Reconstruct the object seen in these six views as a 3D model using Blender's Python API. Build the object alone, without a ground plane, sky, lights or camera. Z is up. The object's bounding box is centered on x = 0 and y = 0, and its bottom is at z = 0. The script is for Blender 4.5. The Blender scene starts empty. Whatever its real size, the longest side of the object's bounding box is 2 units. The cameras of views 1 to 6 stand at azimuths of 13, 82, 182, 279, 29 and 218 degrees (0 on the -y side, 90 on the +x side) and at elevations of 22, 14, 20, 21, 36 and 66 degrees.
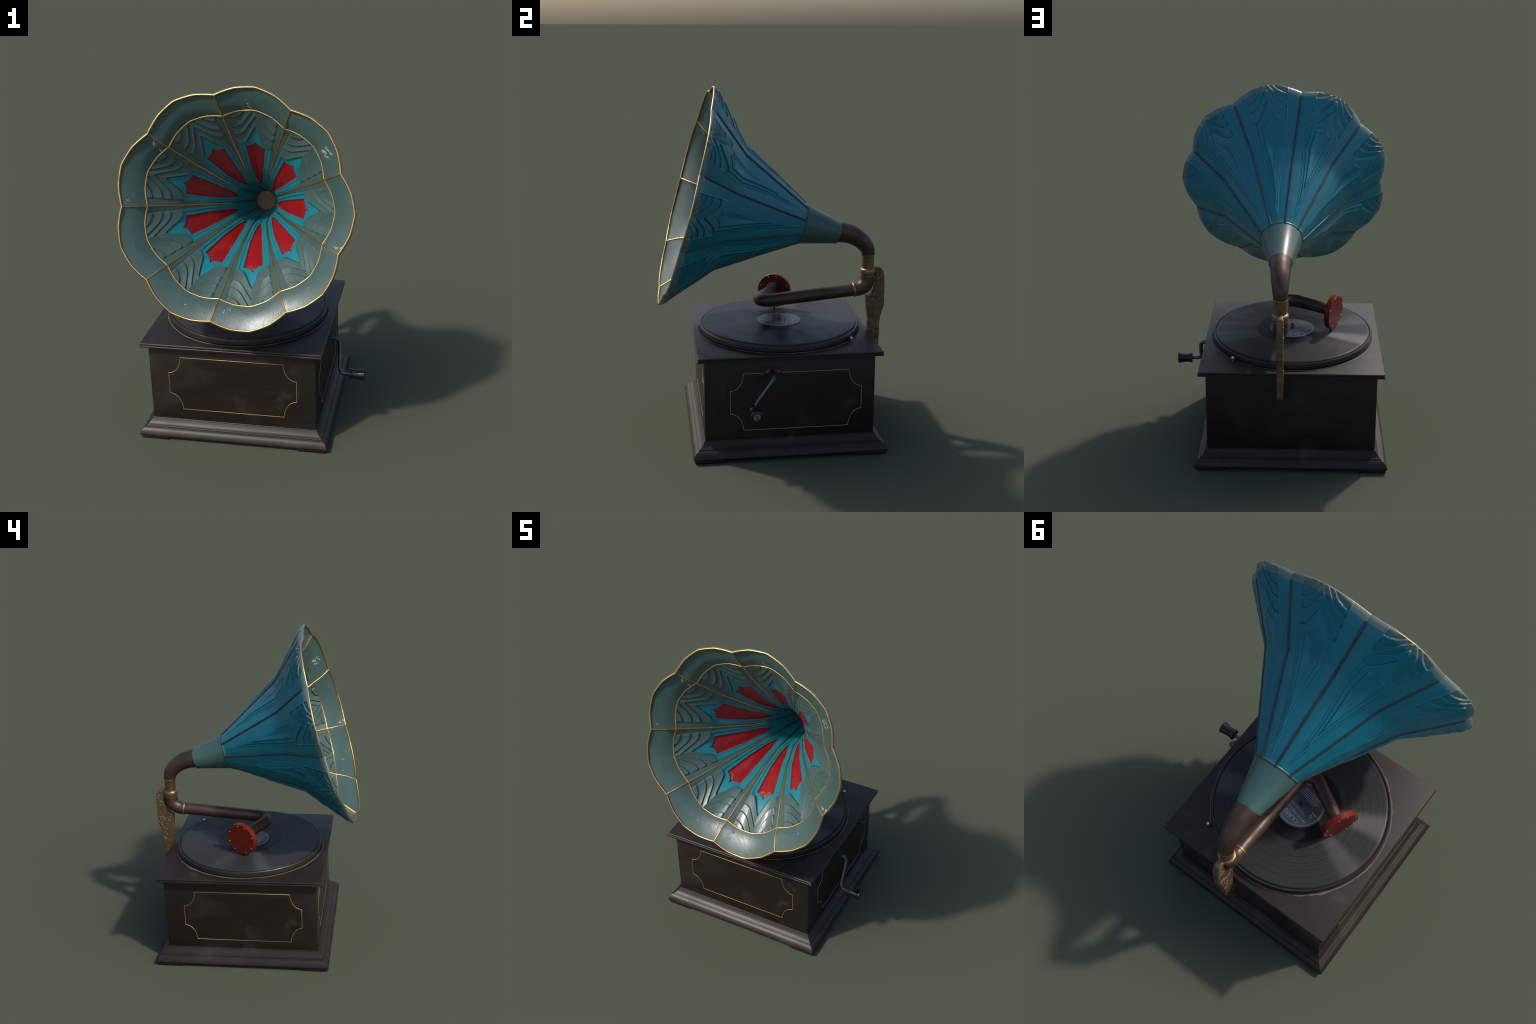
# Horn gramophone: wooden cabinet, turntable with record, tone arm, scalloped painted horn.
import bpy, bmesh, math, random
import numpy as np
from mathutils import Vector, Matrix

random.seed(7)
rng = np.random.default_rng(7)
scene_col = bpy.context.scene.collection
PI = math.pi


# ------------------------------------------------------------------ materials
class Mat:
    """Small builder around one Principled node tree."""

    def __init__(self, name, color, rough=0.5, metal=0.0, spec=0.5, coat=0.0):
        self.m = bpy.data.materials.new(name)
        self.m.use_nodes = True
        self.nt = self.m.node_tree
        self.b = self.nt.nodes["Principled BSDF"]
        self.b.inputs["Base Color"].default_value = (*color, 1)
        self.b.inputs["Roughness"].default_value = rough
        self.b.inputs["Metallic"].default_value = metal
        self.b.inputs["Specular IOR Level"].default_value = spec
        self.b.inputs["Coat Weight"].default_value = coat
        self.base = None
        self.rough = None
        self.color0 = color
        self.rough0 = rough
        self.bump_out = None
        self._co = None

    def node(self, kind, **kw):
        n = self.nt.nodes.new(kind)
        for k, v in kw.items():
            setattr(n, k, v)
        return n

    def link(self, a, b):
        self.nt.links.new(a, b)

    def coords(self, scale=(1, 1, 1), random_shift=False):
        tc = self.node("ShaderNodeTexCoord")
        mp = self.node("ShaderNodeMapping")
        mp.inputs["Scale"].default_value = scale
        self.link(tc.outputs["Object"], mp.inputs["Vector"])
        if random_shift:
            oi = self.node("ShaderNodeObjectInfo")
            mul = self.node("ShaderNodeMath", operation="MULTIPLY")
            mul.inputs[1].default_value = 37.0
            self.link(oi.outputs["Random"], mul.inputs[0])
            comb = self.node("ShaderNodeCombineXYZ")
            for i in range(3):
                self.link(mul.outputs[0], comb.inputs[i])
            self.link(comb.outputs[0], mp.inputs["Location"])
        return mp.outputs["Vector"]

    def noise(self, vec, scale, detail=4, rough=0.55, distort=0.0):
        n = self.node("ShaderNodeTexNoise")
        n.inputs["Scale"].default_value = scale
        n.inputs["Detail"].default_value = detail
        n.inputs["Roughness"].default_value = rough
        n.inputs["Distortion"].default_value = distort
        self.link(vec, n.inputs["Vector"])
        return n.outputs["Fac"]

    def ramp(self, fac, lo, hi, a=0.0, b=1.0):
        r = self.node("ShaderNodeMapRange")
        r.interpolation_type = "SMOOTHSTEP"
        r.inputs["From Min"].default_value = lo
        r.inputs["From Max"].default_value = hi
        r.inputs["To Min"].default_value = a
        r.inputs["To Max"].default_value = b
        self.link(fac, r.inputs["Value"])
        return r.outputs["Result"]

    def math(self, op, a, b):
        n = self.node("ShaderNodeMath", operation=op)
        for i, x in enumerate((a, b)):
            if isinstance(x, (int, float)):
                n.inputs[i].default_value = x
            else:
                self.link(x, n.inputs[i])
        return n.outputs[0]

    def mix_color(self, fac, color, mode="MIX"):
        n = self.node("ShaderNodeMix", data_type="RGBA", blend_type=mode)
        self.link(fac, n.inputs["Factor"])
        if self.base is None:
            n.inputs["A"].default_value = (*self.color0, 1)
        else:
            self.link(self.base, n.inputs["A"])
        n.inputs["B"].default_value = (*color, 1)
        self.base = n.outputs["Result"]
        self.link(self.base, self.b.inputs["Base Color"])

    def mix_rough(self, fac, value):
        n = self.node("ShaderNodeMix", data_type="FLOAT")
        self.link(fac, n.inputs["Factor"])
        if self.rough is None:
            n.inputs["A"].default_value = self.rough0
        else:
            self.link(self.rough, n.inputs["A"])
        n.inputs["B"].default_value = value
        self.rough = n.outputs["Result"]
        self.link(self.rough, self.b.inputs["Roughness"])

    def bump(self, height, strength=0.3, dist=0.002):
        n = self.node("ShaderNodeBump")
        n.inputs["Strength"].default_value = strength
        n.inputs["Distance"].default_value = dist
        self.link(height, n.inputs["Height"])
        if self.bump_out is not None:
            self.link(self.bump_out, n.inputs["Normal"])
        self.bump_out = n.outputs["Normal"]
        self.link(self.bump_out, self.b.inputs["Normal"])


def wood(name, along, tone=1.0):
    base = (0.0122 * tone, 0.0080 * tone, 0.0052 * tone)
    m = Mat(name, base, rough=0.42, spec=0.42)
    s = {"x": (1.2, 22, 22), "y": (22, 1.2, 22)}[along]
    v = m.coords(s)
    g = m.noise(v, 6, 6, 0.65, 0.4)
    m.mix_color(m.ramp(g, 0.42, 0.75), (0.022 * tone, 0.0135 * tone, 0.0085 * tone))
    u = m.coords((1, 1, 1))
    p = m.noise(u, 3.2, 4, 0.55, 0.5)
    m.mix_color(m.ramp(p, 0.52, 0.78, 0, 0.8), (0.028 * tone, 0.021 * tone, 0.016 * tone))
    d = m.noise(u, 5.1, 5, 0.6, 0.2)
    dust = m.ramp(d, 0.58, 0.76, 0, 0.40)
    m.mix_color(dust, (0.060, 0.053, 0.046))
    m.mix_rough(m.ramp(p, 0.40, 0.72), 0.52)
    geo = m.node("ShaderNodeNewGeometry")
    chips = m.noise(u, 26, 5, 0.7)
    edge = m.ramp(geo.outputs["Pointiness"], 0.57, 0.68)
    wear = m.math("MULTIPLY", edge, m.ramp(chips, 0.635, 0.70))
    m.mix_color(wear, (0.24, 0.17, 0.12))
    m.bump(g, 0.12, 0.001)
    return m.m


def paint(name, color, dark, light, rough=0.36, worn=None, spec=0.5):
    m = Mat(name, color, rough=rough, spec=spec)
    v = m.coords((1, 1, 1), random_shift=True)
    n = m.noise(v, 5, 5, 0.6, 0.3)
    m.mix_color(m.ramp(n, 0.45, 0.75, 0, 0.55), dark)
    n2 = m.noise(v, 9, 5, 0.6, 0.6)
    m.mix_color(m.ramp(n2, 0.50, 0.80, 0, 0.5), light)
    fine = m.noise(v, 52, 5, 0.7)
    m.mix_rough(m.ramp(n2, 0.45, 0.7), rough + 0.12)
    if worn:
        w = m.noise(v, 5.2, 7, 0.70, 0.9)
        mask = m.ramp(w, 0.622, 0.655)
        m.mix_color(mask, worn)
        m.mix_rough(mask, 0.26)
        dent = m.ramp(m.noise(v, 16, 4, 0.6, 0.4), 0.63, 0.72)
        m.bump(mask, 0.7, 0.003)
        m.bump(dent, 0.35, 0.002)
        m.bump(fine, 0.36, 0.002)
    else:
        m.bump(fine, 0.10, 0.0015)
    return m.m


def metal(name, color, dark, rough=0.35, metallic=1.0, scale=14, amount=0.8, bump=0.1):
    m = Mat(name, color, rough=rough, metal=metallic)
    v = m.coords((1, 1, 1), random_shift=True)
    n = m.noise(v, scale, 5, 0.6, 0.4)
    m.mix_color(m.ramp(n, 0.42, 0.72, 0, amount), dark)
    m.mix_rough(m.ramp(n, 0.4, 0.7), rough + 0.15)
    f = m.noise(v, scale * 8, 4, 0.6)
    m.bump(f, bump, 0.001)
    return m.m


M_WOOD_X = wood("dark_stained_wood_x", "x")
M_WOOD_Y = wood("dark_stained_wood_y", "y")
M_TOP = wood("dark_stained_wood_top", "y", 1.15)
M_PANEL_INK = wood("panel_wood", "x", 0.95)
M_GOLD = metal("gilt_trim", (0.86, 0.50, 0.155), (0.50, 0.25, 0.065), 0.32, 1.0, 24, 0.9, 0.6)
M_GOLDLINE = metal("gilt_line", (0.52, 0.34, 0.15), (0.34, 0.22, 0.09), 0.42, 0.8, 30, 0.7, 0.1)
M_TEAL = paint("grey_teal_enamel", (0.049, 0.097, 0.090), (0.037, 0.075, 0.070), (0.064, 0.110, 0.100), 0.30)
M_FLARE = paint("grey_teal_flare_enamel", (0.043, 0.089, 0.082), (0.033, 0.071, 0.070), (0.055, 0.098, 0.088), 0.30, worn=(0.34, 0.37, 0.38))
M_TURQ = paint("turquoise_enamel", (0.003, 0.185, 0.235), (0.003, 0.145, 0.188), (0.007, 0.205, 0.252), 0.38)
M_RED = paint("red_enamel", (0.260, 0.004, 0.006), (0.200, 0.004, 0.005), (0.29, 0.016, 0.016), 0.38)
M_OUTER = paint("deep_teal_enamel", (0.003, 0.185, 0.245), (0.003, 0.150, 0.200), (0.008, 0.210, 0.265), 0.34)
M_COLLAR = paint("pale_teal_enamel", (0.051, 0.110, 0.100), (0.039, 0.088, 0.082), (0.066, 0.124, 0.110), 0.32)
M_LIP = paint("pale_rim_enamel", (0.125, 0.190, 0.180), (0.090, 0.145, 0.140), (0.170, 0.220, 0.205), 0.27, worn=(0.30, 0.32, 0.31))
M_SEAM = metal("dark_seam_metal", (0.060, 0.074, 0.070), (0.036, 0.044, 0.043), 0.42, 0.4, 20, 0.6)
M_PIPE = metal("brown_bronze_pipe", (0.098, 0.061, 0.042), (0.056, 0.038, 0.029), 0.38, 0.62, 9, 0.8)
M_BRASS = metal("aged_brass", (0.34, 0.225, 0.12), (0.21, 0.135, 0.068), 0.36, 0.9, 16, 0.7)
M_CARVED = metal("carved_brass", (0.22, 0.150, 0.085), (0.125, 0.083, 0.046), 0.46, 0.75, 22, 0.8, 0.35)
M_STEEL = metal("blued_steel", (0.10, 0.115, 0.138), (0.055, 0.062, 0.075), 0.32, 0.9, 40, 0.8, 0.3)
M_SILVER = metal("bright_screw_steel", (0.66, 0.66, 0.68), (0.45, 0.45, 0.47), 0.28, 1.0, 60, 0.5)
M_EBONY = Mat("polished_black_knob", (0.008, 0.008, 0.010), rough=0.22, spec=0.5).m
M_BLACK = Mat("matt_black", (0.010, 0.010, 0.011), rough=0.7).m
M_THROAT = metal("throat_bronze", (0.26, 0.215, 0.18), (0.20, 0.165, 0.14), 0.6, 0.0, 20, 0.5)
M_PLATTER = metal("platter_metal", (0.040, 0.037, 0.028), (0.022, 0.020, 0.016), 0.33, 0.5, 20, 0.7)
M_SOUNDBOX = paint("oxide_red_enamel", (0.165, 0.013, 0.004), (0.110, 0.009, 0.004), (0.190, 0.028, 0.010), 0.36, spec=0.35)
M_DUST = Mat("dust_and_grime", (0.115, 0.104, 0.092), rough=0.9).m
M_LABELINK = Mat("label_silver_ink", (0.55, 0.56, 0.60), rough=0.5).m
M_RIBBON = Mat("brake_lever_iron", (0.02, 0.02, 0.022), rough=0.5, metal=0.5).m


def record_material():
    m = Mat("black_shellac", (0.027, 0.027, 0.027), rough=0.36, spec=0.32)
    tc = m.node("ShaderNodeTexCoord")
    ln = m.node("ShaderNodeVectorMath", operation="LENGTH")
    flat = m.node("ShaderNodeVectorMath", operation="MULTIPLY")
    flat.inputs[1].default_value = (1, 1, 0)
    m.link(tc.outputs["Object"], flat.inputs[0])
    m.link(flat.outputs["Vector"], ln.inputs[0])
    r = ln.outputs["Value"]
    # concentric grooves
    n = m.node("ShaderNodeTexNoise", noise_dimensions="1D")
    n.inputs["Scale"].default_value = 260
    n.inputs["Detail"].default_value = 3
    m.link(r, n.inputs["W"])
    w = n.outputs["Fac"]
    grooved = m.math("MULTIPLY", m.ramp(r, 0.200, 0.212), m.ramp(r, 0.447, 0.440))
    m.mix_color(m.math("MULTIPLY", m.ramp(w, 0.35, 0.7), grooved), (0.040, 0.040, 0.040))
    for g in (0.424, 0.392, 0.357, 0.318, 0.283, 0.247):
        gap = m.ramp(m.math("ABSOLUTE", m.math("SUBTRACT", r, g), 0.0), 0.0005, 0.0014, 0.75, 0.0)
        m.mix_color(gap, (0.008, 0.008, 0.008))
    dead = m.math("MULTIPLY", m.ramp(r, 0.206, 0.203), m.ramp(r, 0.128, 0.132))
    m.mix_color(m.math("MULTIPLY", dead, 0.7), (0.010, 0.010, 0.011))
    v = m.coords((1, 1, 1))
    sm = m.noise(v, 7, 6, 0.65, 0.3)
    m.mix_rough(m.ramp(sm, 0.4, 0.75), 0.46)
    m.bump(m.math("MULTIPLY", w, grooved), 0.25, 0.001)
    tg = m.node("ShaderNodeTangent", direction_type="RADIAL", axis="Z")
    m.link(tg.outputs[0], m.b.inputs["Tangent"])
    # bright sheen streaks fixed in place: roughness and specular raised in four wedges
    sep = m.node("ShaderNodeSeparateXYZ")
    m.link(tc.outputs["Object"], sep.inputs[0])
    ang = m.math("ARCTAN2", m.math("ABSOLUTE", sep.outputs["Y"], 0), m.math("ABSOLUTE", sep.outputs["X"], 0))
    off = m.math("ABSOLUTE", m.math("SUBTRACT", ang, math.radians(19)), 0)
    wedge = m.math("MULTIPLY", m.ramp(off, math.radians(2), math.radians(13), 1, 0), grooved)
    m.mix_rough(wedge, 0.62)
    sp = m.math("ADD", m.math("MULTIPLY", wedge, 0.60), 0.14)
    m.link(sp, m.b.inputs["Specular IOR Level"])
    m.b.inputs["Anisotropic"].default_value = 0.5
    m.b.inputs["Anisotropic Rotation"].default_value = 0.25
    return m.m


M_RECORD = record_material()
def label_material():
    m = Mat("grey_paper_label", (0.044, 0.046, 0.056), rough=0.42)
    tc = m.node("ShaderNodeTexCoord")
    rot = m.node("ShaderNodeMapping")
    rot.inputs["Rotation"].default_value = (0, 0, math.radians(14.5))
    m.link(tc.outputs["Object"], rot.inputs["Vector"])
    sep = m.node("ShaderNodeSeparateXYZ")
    m.link(rot.outputs["Vector"], sep.inputs[0])
    m.mix_color(m.ramp(sep.outputs["Y"], -0.05, 0.10), (0.170, 0.172, 0.185))  # lit title half and shadowed lower half painted into the paper colour
    n = m.noise(m.coords((1, 1, 1)), 22, 5, 0.65, 0.4)
    m.mix_color(m.ramp(n, 0.45, 0.75, 0, 0.4), (0.110, 0.112, 0.120))
    return m.m


M_LABEL = label_material()


# ------------------------------------------------------------------ mesh tools
def make(name, verts, faces, mats, parent=None, smooth=True, angle=None, mat_idx=None, matrix=None):
    me = bpy.data.meshes.new(name)
    me.from_pydata([tuple(map(float, v)) for v in verts], [], [tuple(map(int, f)) for f in faces])
    if not isinstance(mats, (list, tuple)):
        mats = [mats]
    for mt in mats:
        me.materials.append(mt)
    if mat_idx is not None:
        me.polygons.foreach_set("material_index", np.asarray(mat_idx, dtype=np.int32))
    bm = bmesh.new()
    bm.from_mesh(me)
    bmesh.ops.recalc_face_normals(bm, faces=bm.faces)
    bm.to_mesh(me)
    bm.free()
    return link(name, me, parent, smooth, angle, matrix)


def link(name, me, parent=None, smooth=True, angle=None, matrix=None):
    me.polygons.foreach_set("use_smooth", [smooth] * len(me.polygons))
    if angle is not None:
        me.set_sharp_from_angle(angle=math.radians(angle))
    me.update()
    ob = bpy.data.objects.new(name, me)
    scene_col.objects.link(ob)
    if parent is not None:
        ob.parent = parent
    if matrix is not None:
        ob.matrix_local = matrix
    return ob


def lathe(name, prof, mats, parent=None, seg=64, angle=35, matrix=None, close_top=True, close_bottom=True, smooth=True):
    """prof: list of (radius, height) turned about local z."""
    V, F = [], []
    n = len(prof)
    for r, z in prof:
        for k in range(seg):
            a = 2 * PI * k / seg
            V.append((r * math.cos(a), r * math.sin(a), z))
    for i in range(n - 1):
        for k in range(seg):
            k2 = (k + 1) % seg
            F.append((i * seg + k, i * seg + k2, (i + 1) * seg + k2, (i + 1) * seg + k))
    if close_bottom:
        F.append(tuple(range(seg))[::-1])
    if close_top:
        F.append(tuple((n - 1) * seg + k for k in range(seg)))
    return make(name, V, F, mats, parent, smooth, angle, matrix=matrix)


def frames(path):
    P = [np.array(p, float) for p in path]
    T = []
    for i in range(len(P)):
        a = P[max(i - 1, 0)]
        b = P[min(i + 1, len(P) - 1)]
        T.append((b - a) / np.linalg.norm(b - a))
    ref = np.array([0, 0, 1.0]) if abs(T[0][2]) < 0.9 else np.array([1.0, 0, 0])
    N = ref - T[0] * ref.dot(T[0])
    N /= np.linalg.norm(N)
    out = []
    for i in range(len(P)):
        if i:
            N = N - T[i] * N.dot(T[i])
            N /= np.linalg.norm(N)
        out.append((P[i], T[i], N, np.cross(T[i], N)))
    return out


def tube(name, path, radii, mat, parent=None, seg=24, caps=True, angle=50, closed=False, matrix=None):
    if isinstance(radii, (int, float)):
        radii = [radii] * len(path)
    fr = frames(path)
    V, F = [], []
    for (p, t, n, b), r in zip(fr, radii):
        for k in range(seg):
            a = 2 * PI * k / seg
            V.append(p + r * (math.cos(a) * n + math.sin(a) * b))
    m = len(path)
    for i in range(m - 1):
        for k in range(seg):
            k2 = (k + 1) % seg
            F.append((i * seg + k, i * seg + k2, (i + 1) * seg + k2, (i + 1) * seg + k))
    if caps:
        F.append(tuple(range(seg))[::-1])
        F.append(tuple((m - 1) * seg + k for k in range(seg)))
    return make(name, V, F, mat, parent, True, angle, matrix=matrix)


def bead(name, path, w, h, mat, parent=None, closed=True, seg=8, matrix=None):
    """Half-round bead with mitred corners along a polyline, in a plane: used for trim lines."""
    P = [np.array(p, float) for p in path]
    m = len(P)
    V, F = [], []
    normal = np.array([0, 0, 1.0])
    for i in range(m):
        a = P[(i - 1) % m] if (closed or i) else P[i]
        b = P[(i + 1) % m] if (closed or i < m - 1) else P[i]
        d1 = P[i] - a
        d2 = b - P[i]
        if np.linalg.norm(d1) < 1e-9:
            d1 = d2
        if np.linalg.norm(d2) < 1e-9:
            d2 = d1
        d1 = d1 / np.linalg.norm(d1)
        d2 = d2 / np.linalg.norm(d2)
        s1 = np.cross(normal, d1)
        s2 = np.cross(normal, d2)
        mit = s1 + s2
        if np.linalg.norm(mit) < 1e-6:
            mit = s1
        mit /= np.linalg.norm(mit)
        k = 1.0 / max(0.4, mit.dot(s1))
        for j in range(seg + 1):
            a_ = PI * j / seg
            V.append(P[i] + mit * k * (w / 2) * math.cos(a_) + normal * h * math.sin(a_))
    c = seg + 1
    for i in range(m if closed else m - 1):
        i2 = (i + 1) % m
        for j in range(seg):
            F.append((i * c + j, i * c + j + 1, i2 * c + j + 1, i2 * c + j))
    return make(name, V, F, mat, parent, True, 60, matrix=matrix)


def catmull(pts, n=8):
    P = [np.array(p, float) for p in pts]
    P = [2 * P[0] - P[1]] + P + [2 * P[-1] - P[-2]]
    out = []
    for i in range(1, len(P) - 2):
        p0, p1, p2, p3 = P[i - 1 : i + 3]
        for k in range(n):
            t = k / n
            out.append(0.5 * ((2 * p1) + (p2 - p0) * t + (2 * p0 - 5 * p1 + 4 * p2 - p3) * t * t + (3 * p1 - p0 - 3 * p2 + p3) * t ** 3))
    out.append(P[-2])
    return out


def frame_matrix(origin, x, y, z):
    m = Matrix.Identity(4)
    for i, c in enumerate((x, y, z, origin)):
        for j in range(3):
            m[j][i] = float(c[j])
    return m


def z_to(origin, direction):
    d = Vector(direction).normalized()
    return Matrix.Translation(Vector(origin)) @ d.to_track_quat("Z", "Y").to_matrix().to_4x4()


root = bpy.data.objects.new("gramophone", None)
scene_col.objects.link(root)
root["label"] = "antique horn gramophone with teal flower horn on dark wooden box"
root["category"] = "gramophone"

# ------------------------------------------------------------------ cabinet
BX0, BX1, BY0, BY1 = -0.552, 0.386, -0.427, 0.512


def rect_loft(name, prof, mats, parent, rect=(BX0, BX1, BY0, BY1), angle=28, cap=True):
    """prof: list of (outward offset, z); mitred rectangular moulding."""
    x0, x1, y0, y1 = rect
    V, F = [], []
    for o, z in prof:
        V += [(x0 - o, y0 - o, z), (x1 + o, y0 - o, z), (x1 + o, y1 + o, z), (x0 - o, y1 + o, z)]
    for i in range(len(prof) - 1):
        for k in range(4):
            k2 = (k + 1) % 4
            F.append((4 * i + k, 4 * i + k2, 4 * i + 4 + k2, 4 * i + 4 + k))
    if cap:
        F.append((3, 2, 1, 0))
        n = 4 * (len(prof) - 1)
        F.append((n, n + 1, n + 2, n + 3))
    return make(name, V, F, mats, parent, True, angle)


def bevel(ob, w, seg=2, limit=30):
    bm = bmesh.new()
    bm.from_mesh(ob.data)
    es = [e for e in bm.edges if len(e.link_faces) == 2 and e.calc_face_angle(0) > math.radians(limit)]
    bmesh.ops.bevel(bm, geom=es, offset=w, segments=seg, profile=0.5, affect="EDGES", clamp_overlap=True)
    bm.to_mesh(ob.data)
    bm.free()
    ob.data.polygons.foreach_set("use_smooth", [True] * len(ob.data.polygons))
    ob.data.set_sharp_from_angle(angle=math.radians(30))


cabinet = rect_loft("cabinet", [(0, 0.08), (0, 0.572)], M_WOOD_X, root)
bevel(cabinet, 0.003, 2)

top = rect_loft("top_board", [(0.0, 0.5665), (0.035, 0.5665), (0.0385, 0.569), (0.0385, 0.5755), (0.0365, 0.578), (0.034, 0.579), (0.034, 0.581),
                              (0.0365, 0.583), (0.0375, 0.586), (0.0365, 0.5895), (0.034, 0.592), (0.030, 0.593)], M_TOP, cabinet)

plinth_prof = [(0.0, 0.1080), (0.0030, 0.1075), (0.0048, 0.1055), (0.0050, 0.1020), (0.0066, 0.0995)]
plinth_prof += [(0.0066 + 0.0279 * t, 0.0995 - 0.0300 * t - 0.0048 * math.sin(PI * t)) for t in np.linspace(0, 1, 9)[1:]]
plinth_prof += [(0.0355, 0.0685), (0.0358, 0.0640), (0.0380, 0.0625), (0.0395, 0.0635), (0.0450, 0.0608), (0.0520, 0.0555), (0.0580, 0.0488), (0.0630, 0.0408), (0.0663, 0.0335), (0.0680, 0.0285)]
plinth_prof += [(0.0685, 0.026), (0.067, 0.0215), (0.0635, 0.0175), (0.058, 0.0145), (0.02, 0.0145)]
plinth = rect_loft("plinth_moulding", plinth_prof, M_WOOD_X, cabinet)

foot_mesh = None
for fx in (0, 1):
    for fy in (0, 1):
        L, o = 0.165, 0.061
        if foot_mesh is None:
            V = [(0, 0, 0), (L - 0.008, 0, 0), (L - 0.008, L - 0.008, 0), (0, L - 0.008, 0),
                 (0, 0, 0.016), (L, 0, 0.016), (L, L, 0.016), (0, L, 0.016)]
            Fc = [(3, 2, 1, 0), (4, 5, 6, 7), (0, 1, 5, 4), (1, 2, 6, 5), (2, 3, 7, 6), (3, 0, 4, 7)]
            ft = make("foot", V, Fc, M_WOOD_X, cabinet, False)
            bevel(ft, 0.003, 2)
            foot_mesh = ft.data
        else:
            ft = bpy.data.objects.new("foot", foot_mesh)
            scene_col.objects.link(ft)
            ft.parent = cabinet
        x = BX0 - o if fx == 0 else BX1 + o
        y = BY0 - o if fy == 0 else BY1 + o
        ft.location = (x, y, 0)
        ft.scale = (1 if fx == 0 else -1, 1 if fy == 0 else -1, 1)


# --- fielded side panels with gilt outline (notched quarter-circle corners)
def panel_outline(w, h, cx, cz, n=10):
    """local 2D outline: half width w, half height h, corner notch cx by cz, concave."""
    pts = []
    for sx, sy, flip in ((1, 1, 0), (-1, 1, 1), (-1, -1, 0), (1, -1, 1)):
        c = [(sx * (w - cx * math.sin(t)), sy * (h - cz * math.cos(t))) for t in np.linspace(0, PI / 2, n)]
        # quarter ellipse centred on the missing corner
        c = [(sx * (w - cx * math.cos(t)), sy * (h - cz * math.sin(t))) for t in np.linspace(PI / 2, 0, n)]
        pts += c if not flip else c[::-1]
    return pts


def inset(poly, d):
    P = [np.array(p, float) for p in poly]
    m = len(P)
    out = []
    for i in range(m):
        d1 = P[i] - P[i - 1]
        d2 = P[(i + 1) % m] - P[i]
        d1 /= np.linalg.norm(d1)
        d2 /= np.linalg.norm(d2)
        n1 = np.array([-d1[1], d1[0]])
        n2 = np.array([-d2[1], d2[0]])
        b = n1 + n2
        b /= np.linalg.norm(b)
        out.append(P[i] + b * d / max(0.5, b.dot(n1)))
    return out


def side_panel(mat4, w, h, cx, cz, wood_mat):
    poly = panel_outline(w, h, cx, cz)
    area = sum(poly[i][0] * poly[(i + 1) % len(poly)][1] - poly[(i + 1) % len(poly)][0] * poly[i][1] for i in range(len(poly)))
    if area < 0:
        poly = poly[::-1]
    levels = [(0.0, -0.004), (0.0, 0.0006), (0.004, 0.0006)]
    levels += [(0.004 + 0.014 * t, 0.0006 + 0.0018 * (t * t * (3 - 2 * t))) for t in (0.2, 0.4, 0.6, 0.8, 1.0)]
    V, F = [], []
    m = len(poly)
    for d, z in levels:
        q = inset(poly, d) if d else poly
        V += [(p[0], p[1], z) for p in q]
    for i in range(len(levels) - 1):
        for k in range(m):
            k2 = (k + 1) % m
            F.append((i * m + k, i * m + k2, (i + 1) * m + k2, (i + 1) * m + k))
    F.append(tuple((len(levels) - 1) * m + k for k in range(m)))
    make("side_panel", V, F, wood_mat, cabinet, True, 40, matrix=mat4)
    bead("gilt_line", [(p[0], p[1], 0.0004) for p in poly], 0.0036, 0.0014, M_GOLDLINE, cabinet, True, 6, matrix=mat4)


# front (-y), left (-x), right (+x)
side_panel(frame_matrix((-0.0815, BY0, 0.337), (1, 0, 0), (0, 0, 1), (0, -1, 0)), 0.362, 0.164, 0.072, 0.100, M_PANEL_INK)
side_panel(frame_matrix((BX0, 0.029, 0.3265), (0, -1, 0), (0, 0, 1), (-1, 0, 0)), 0.363, 0.164, 0.070, 0.098, M_PANEL_INK)
side_panel(frame_matrix((BX1, 0.075, 0.3210), (0, 1, 0), (0, 0, 1), (1, 0, 0)), 0.363, 0.164, 0.072, 0.098, M_PANEL_INK)

# ------------------------------------------------------------------ turntable
TX, TY = -0.082, 0.042
T0 = Matrix.Translation((TX, TY, 0))
platter = lathe("turntable", [(0.452, 0.594), (0.4615, 0.595), (0.4645, 0.599), (0.4645, 0.623), (0.463, 0.6268), (0.4605, 0.6295), (0.4555, 0.6295),
                              (0.4525, 0.628), (0.4515, 0.624), (0.4500, 0.624)], M_PLATTER, root, 96, 30, matrix=T0)
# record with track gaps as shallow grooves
rp = [(0.4475, 0.6210), (0.4490, 0.6282), (0.4475, 0.6312), (0.4440, 0.6337)]
rp += [(0.4380, 0.6349), (0.208, 0.6349), (0.205, 0.6345), (0.140, 0.6345), (0.136, 0.6355), (0.1335, 0.6359), (0.02, 0.6359)]
lathe("record", rp, M_RECORD, platter, 160, 3)
lathe("record_label", [(0.1275, 0.6355), (0.1275, 0.6367), (0.1265, 0.6371), (0.008, 0.6371)], M_LABEL, platter, 96, 40)


def flat_ring(name, r0, r1, z, mat, parent, h=0.0006):
    return lathe(name, [(r0, z), (r0, z + h), (r1, z + h), (r1, z)], mat, parent, 128, 30, close_top=False, close_bottom=False)


flat_ring("label_border", 0.1172, 0.1188, 0.6369, M_LABELINK, platter)
lathe("spindle", [(0.0115, 0.6367), (0.0115, 0.6387), (0.0088, 0.6391), (0.0088, 0.664), (0.0072, 0.668), (0.0035, 0.6685), (0.003, 0.664)],
      M_STEEL, platter, 24, 35)

# label printing
TXT_A = math.radians(-14.5)


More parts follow.
